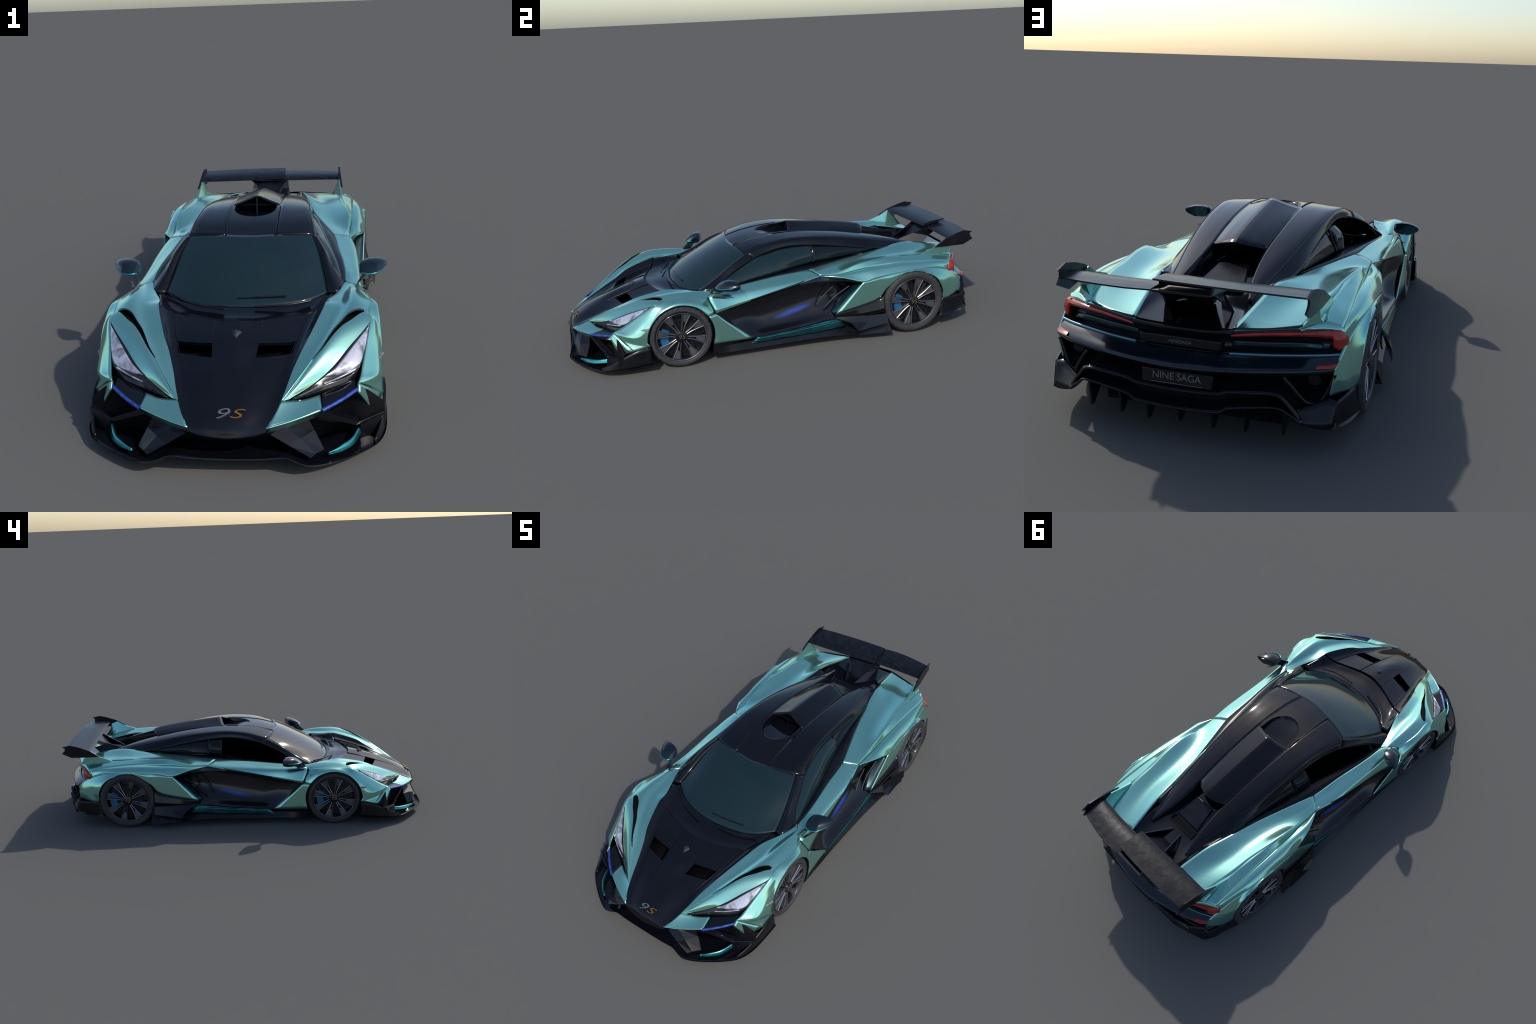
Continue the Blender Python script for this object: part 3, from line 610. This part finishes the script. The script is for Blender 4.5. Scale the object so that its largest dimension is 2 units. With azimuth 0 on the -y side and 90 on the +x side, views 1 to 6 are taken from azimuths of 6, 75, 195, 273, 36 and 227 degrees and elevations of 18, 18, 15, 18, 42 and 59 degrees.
G1 = [(.322, .945, .096), (.35, .932, .085), (.375, .922, .080), (.394, .912, .080)]
panel('rear_corner', [[(.30, .935, .13)] + G0[1:], G1], 'satin', nu=4, nv=4, t=.005, ref=(.2, .7, .1))
K0 = [(.400, .889, .146), (.418, .83, .150), (.430, .766, .150)]
K1 = [(.398, .900, .085), (.420, .83, .072), (.437, .750, .066)]
panel('rear_side_plate', [K0, mid(K0, K1, .5), K1, [(.394, .915, .079), (.424, .835, .066), (.440, .748, .060)], [(.36, .90, .08), (.38, .83, .066), (.40, .75, .06)]], 'satin', nu=5, nv=3, t=.005, smooth=25, linv=True)
# fins under the diffuser
fin = None
for x, y, zb, zt in [(.271, .925, .049, .140), (.174, .940, .049, .132), (.090, .950, .051, .112), (0, .955, .058, .110)]:
    for s in ((1, -1) if x else (1,)):
        loft('diffuser_fin', [[(s * x - .003, y + .012, zt), (s * x - .003, y, zb), (s * x - .003, y - .012, zb), (s * x - .003, y - .10, zt)],
                              [(s * x + .003, y + .012, zt), (s * x + .003, y, zb), (s * x + .003, y - .012, zb), (s * x + .003, y - .10, zt)]], 'satin', smooth=20)
# number plate
loft('number_plate', [[(-.098, .895, .207), (.098, .895, .207), (.097, .905, .166), (-.097, .905, .166)],
                      [(-.097, .972, .205), (.097, .972, .205), (.096, .976, .167), (-.096, .976, .167)]], 'satin', bevel=.003)
text('plate_lettering', 'NINE SAGA', .026, 'silver', (0, .9745, .190), (-1, 0, 0), (0, -.1, 1), extrude=.0012, sx=1.0)
loft('plate_rule', [[(-.07, .9765, .172), (.07, .9765, .172), (.07, .9765, .1735), (-.07, .9765, .1735)], [(-.07, .978, .172), (.07, .978, .172), (.07, .978, .1735), (-.07, .978, .1735)]], 'silver')

# mirrors
secs = []
for x, cy, cz, ry, rz in [(.381, -.292, .350, .020, .011), (.390, -.292, .351, .038, .020), (.412, -.290, .352, .046, .025), (.440, -.283, .353, .044, .024), (.462, -.266, .355, .030, .017), (.474, -.252, .358, .016, .009), (.478, -.245, .359, .006, .004)]:
    # flat back, chined lower edge, roof falling to the front
    secs.append([(x, cy + ry * u, cz + rz * v) for u, v in ((.75, -.75), (.8, .1), (.75, .95), (.35, 1.05), (-.2, .85), (-.7, .35), (-1, -.15), (-.95, -.38), (-.55, -.75), (.0, -1.0), (.5, -.95))])
mo = loft('mirror_shell', secs, 'navy', both=True, smooth=24)
tube('mirror_trim', [(.384, -.306, .343), (.392, -.328, .346), (.412, -.336, .346), (.440, -.326, .348), (.462, -.297, .352), (.474, -.268, .356)], .0042, 'aqua', both=True, taper=lambda q: 1.1 - .8 * q)
loft('mirror_glass', [[(x, cy + ry * .8 + d, cz + sz) for x, cy, ry, cz, sz in [(.392, -.292, .036, .352, .014), (.438, -.284, .046, .352, .020), (.470, -.262, .026, .356, .008), (.470, -.262, .026, .356, -.008), (.438, -.284, .046, .352, -.019), (.392, -.292, .036, .352, -.013)]] for d in (-.004, .002)], 'dteal', both=True)
loft('mirror_stalk', [[(.362, -.356, .303), (.372, -.322, .302), (.378, -.326, .316), (.368, -.358, .317)],
                      [(.382, -.332, .318), (.394, -.300, .318), (.394, -.304, .334), (.382, -.334, .333)],
                      [(.400, -.315, .334), (.416, -.282, .334), (.416, -.285, .350), (.400, -.317, .349)]], 'navy', both=True, smooth=50)
tube('dark_reflection_stick', [(.392, -.350, .300), (.415, -.285, .298), (.43, -.262, .296)], .004, 'satin', both=True, taper=lambda q: 1.1 - q * .8)  # dark stick standing in for a dark reflection on the door

# wipers
tube('wiper', [(.04, -.505, .297), (.14, -.495, .299), (.215, -.462, .299)], .0035, 'satin')
tube('wiper', [(-.06, -.520, .295), (-.17, -.482, .299), (-.262, -.405, .309)], .0035, 'satin')
tube('wiper_arm', [(-.02, -.462, .309), (.06, -.458, .312), (.14, -.447, .312)], .003, 'satin')

# hidden inner body so nothing shows through
loft('chassis_tub', [[(x * w, y, z) for x, z in ((-1, .05), (1, .05), (1, h), (-1, h))] for y, w, h in
     [(-.77, .22, .11), (-.70, .24, .13), (-.62, .24, .17), (-.36, .24, .23), (-.345, .30, .21), (.0, .29, .20), (.20, .27, .22), (.30, .27, .30), (.44, .25, .30), (.80, .24, .29), (.87, .25, .25)]], 'void', smooth=10)
loft('underfloor', [[(-.40, -.66, .045), (.40, -.66, .045), (.40, -.66, .038), (-.40, -.66, .038)], [(-.27, -.655, .045), (.27, -.655, .045), (.27, -.655, .038), (-.27, -.655, .038)],
     [(-.27, -.37, .045), (.27, -.37, .045), (.27, -.37, .038), (-.27, -.37, .038)], [(-.40, -.365, .045), (.40, -.365, .045), (.40, -.365, .038), (-.40, -.365, .038)],
     [(-.41, .44, .045), (.41, .44, .045), (.41, .44, .038), (-.41, .44, .038)], [(-.27, .445, .045), (.27, .445, .045), (.27, .445, .038), (-.27, .445, .038)],
     [(-.27, .77, .10), (.27, .77, .10), (.27, .77, .092), (-.27, .77, .092)], [(-.38, .775, .10), (.38, .775, .10), (.38, .775, .092), (-.38, .775, .092)],
     [(-.33, .88, .118), (.33, .88, .118), (.33, .88, .110), (-.33, .88, .110)]], 'void', smooth=10)
panel('rear_light_blocker', [[(.20, .80, .29), (.30, .795, .27), (.395, .80, .255)], [(.20, .80, .115), (.31, .79, .108), (.425, .775, .066)]], 'void', nu=3, nv=3, ref=(.3, 2, .2))  # added filler panel that stops light leaking behind the rear wheel
panel('front_inner_fender', [[(.22, -.70, .19), (.30, -.69, .20), (.41, -.68, .19)], [(.22, -.68, .04), (.30, -.675, .04), (.435, -.665, .045)]], 'void', nu=3, nv=3, ref=(.3, -2, .2))
# wheel-well liners
for cy, cz, r in ((FY, FZ, FR), (RY, RZ, RR)):
    panel('wheel_liner', [arch(cy, cz, r - .001, .432, range(-20, 201, 20)), arch(cy, cz, r + .004, .25, range(-20, 201, 20))], 'void', nu=2, nv=2, t=0, ref=(.3, cy, 5))

# ------------------------------------------------------------------ wheels
def lathe(name, prof, material, n=96, parent=None, smooth=35, jig=None):
    """profile of (x, r) turned about the x axis"""
    rows = []
    for j, (x, r) in enumerate(prof):
        rows.append([Vector((x, (r + (jig(j, i) if jig else 0)) * math.cos(2 * math.pi * i / n), (r + (jig(j, i) if jig else 0)) * math.sin(2 * math.pi * i / n))) for i in range(n)])
    V, F = grid_mesh(rows, closed_u=True)
    ob = mk(name, V, F, material, parent, smooth)
    bm = bmesh.new(); bm.from_mesh(ob.data); bmesh.ops.recalc_face_normals(bm, faces=bm.faces); bm.to_mesh(ob.data); bm.free()
    ob.data.set_sharp_from_angle(angle=math.radians(smooth))
    return ob

def wheel(cx, cy, R, rim, width):
    """built on the right side with its axle along +x, then placed; the left one is turned by half a turn"""
    made = []
    w = bpy.data.objects.new('wheel', None); link(w); w.empty_display_size = .1
    o, i = 0.0, -width
    def jig(j, k):
        return -.0035 if j in (4, 5, 10, 11) and (k % 4 == 0) else 0
    prof = [(o - .010, rim), (o - .002, rim + .004), (o + .003, rim + (R - rim) * .35), (o + .002, rim + (R - rim) * .68), (o - .003, R - .006), (o - .009, R - .0015), (o - .03, R),
            (o - .032, R - .004), (i + .032, R - .004), (i + .03, R), (i + .009, R - .0015), (i + .003, R - .006), (i, rim + .012), (i + .01, rim)]
    made.append(lathe('tyre', prof, 'rubber', n=128, parent=w, jig=jig))
    made.append(lathe('rim', [(o - .004, rim + .001), (o - .001, rim - .003), (o - .006, rim - .007), (o - .014, rim - .009), (o - .026, rim - .012), (o - .028, .03), (o - .028, .0)], 'rim', n=96, parent=w))
    made.append(lathe('rim_edge', [(o - .001, rim + .0015), (o + .001, rim), (o - .001, rim - .003)], 'rim_face', n=96, parent=w))
    made.append(lathe('brake_disc', [(o - .021, .0), (o - .021, rim * .74), (o - .027, rim * .74), (o - .027, 0)], 'disc', n=64, parent=w))
    made.append(lathe('hub', [(o - .028, .029), (o - .006, .027), (o - .003, .0255), (o - .002, .024), (o - .002, 0)], 'rim', n=48, parent=w))
    def radial(r, t, x, ang):
        c, s = math.cos(ang), math.sin(ang); return Vector((x, r * c - t * s, r * s + t * c))
    for k in range(8):
        an = math.radians(30 + 45 * k)
        # pad that widens towards the rim, flanked by two thin bright-edged ribs
        sec = []
        for r, hw, x0, x1 in [(rim * .60, .0040, o - .011, o - .020), (rim * .76, .0095, o - .007, o - .018), (rim * .97, .0140, o - .004, o - .014)]:
            sec.append([radial(r, -hw, x0, an), radial(r, hw, x0, an), radial(r, hw * .8, x1, an), radial(r, -hw * .8, x1, an)])
        made.append(loft('spoke', sec, 'rim_face', parent=w, smooth=20))
        for sgn in (-1, 1):
            sec = []
            for r, t, hw, x0 in [(.020, .0048, .0022, o - .005), (rim * .40, .0052, .0022, o - .005), (rim * .62, .0090, .0021, o - .003), (rim * .98, .0185, .0018, o - .0005)]:
                sec.append([radial(r, sgn * t - hw, x0 - .002, an), radial(r, sgn * t, x0, an), radial(r, sgn * t + hw, x0 - .002, an), radial(r, sgn * t + hw, x0 - .016, an), radial(r, sgn * t - hw, x0 - .016, an)])
            made.append(loft('spoke_rib', sec, 'rim_rib', parent=w, smooth=20))
    # caliper
    sec = []
    for d in range(150, 216, 8):
        an = math.radians(d)
        sec.append([radial(r, 0, x, an) for r, x in ((rim * .52, o - .0165), (rim * .82, o - .0165), (rim * .84, o - .025), (rim * .50, o - .025))])
    made.append(loft('brake_caliper', sec, 'caliper', parent=w, smooth=30))
    made.append(text('hub_nine', '9', .028, 'hubgrey', (o - .001, -.0075, 0), (0, 1, 0), (0, 0, 1), extrude=.001, parent=w, shear=.2, sx=1.1))
    made.append(text('hub_letter', 'S', .028, 'gold', (o - .001, .0085, 0), (0, 1, 0), (0, 0, 1), extrude=.001, parent=w, shear=.2, sx=1.1))
    w.location = (cx, cy, R)
    # left wheel: share the meshes, turn by 180 degrees
    w2 = bpy.data.objects.new('wheel', None); link(w2); w2.empty_display_size = .1
    for ob in made:
        c = ob.copy(); bpy.context.scene.collection.objects.link(c); c.parent = w2
    w2.location = (-cx, cy, R); w2.rotation_euler = (0, 0, math.pi)
wheel(.428, FY, .145, .1125, .105)
wheel(.443, RY, .155, .1165, .125)
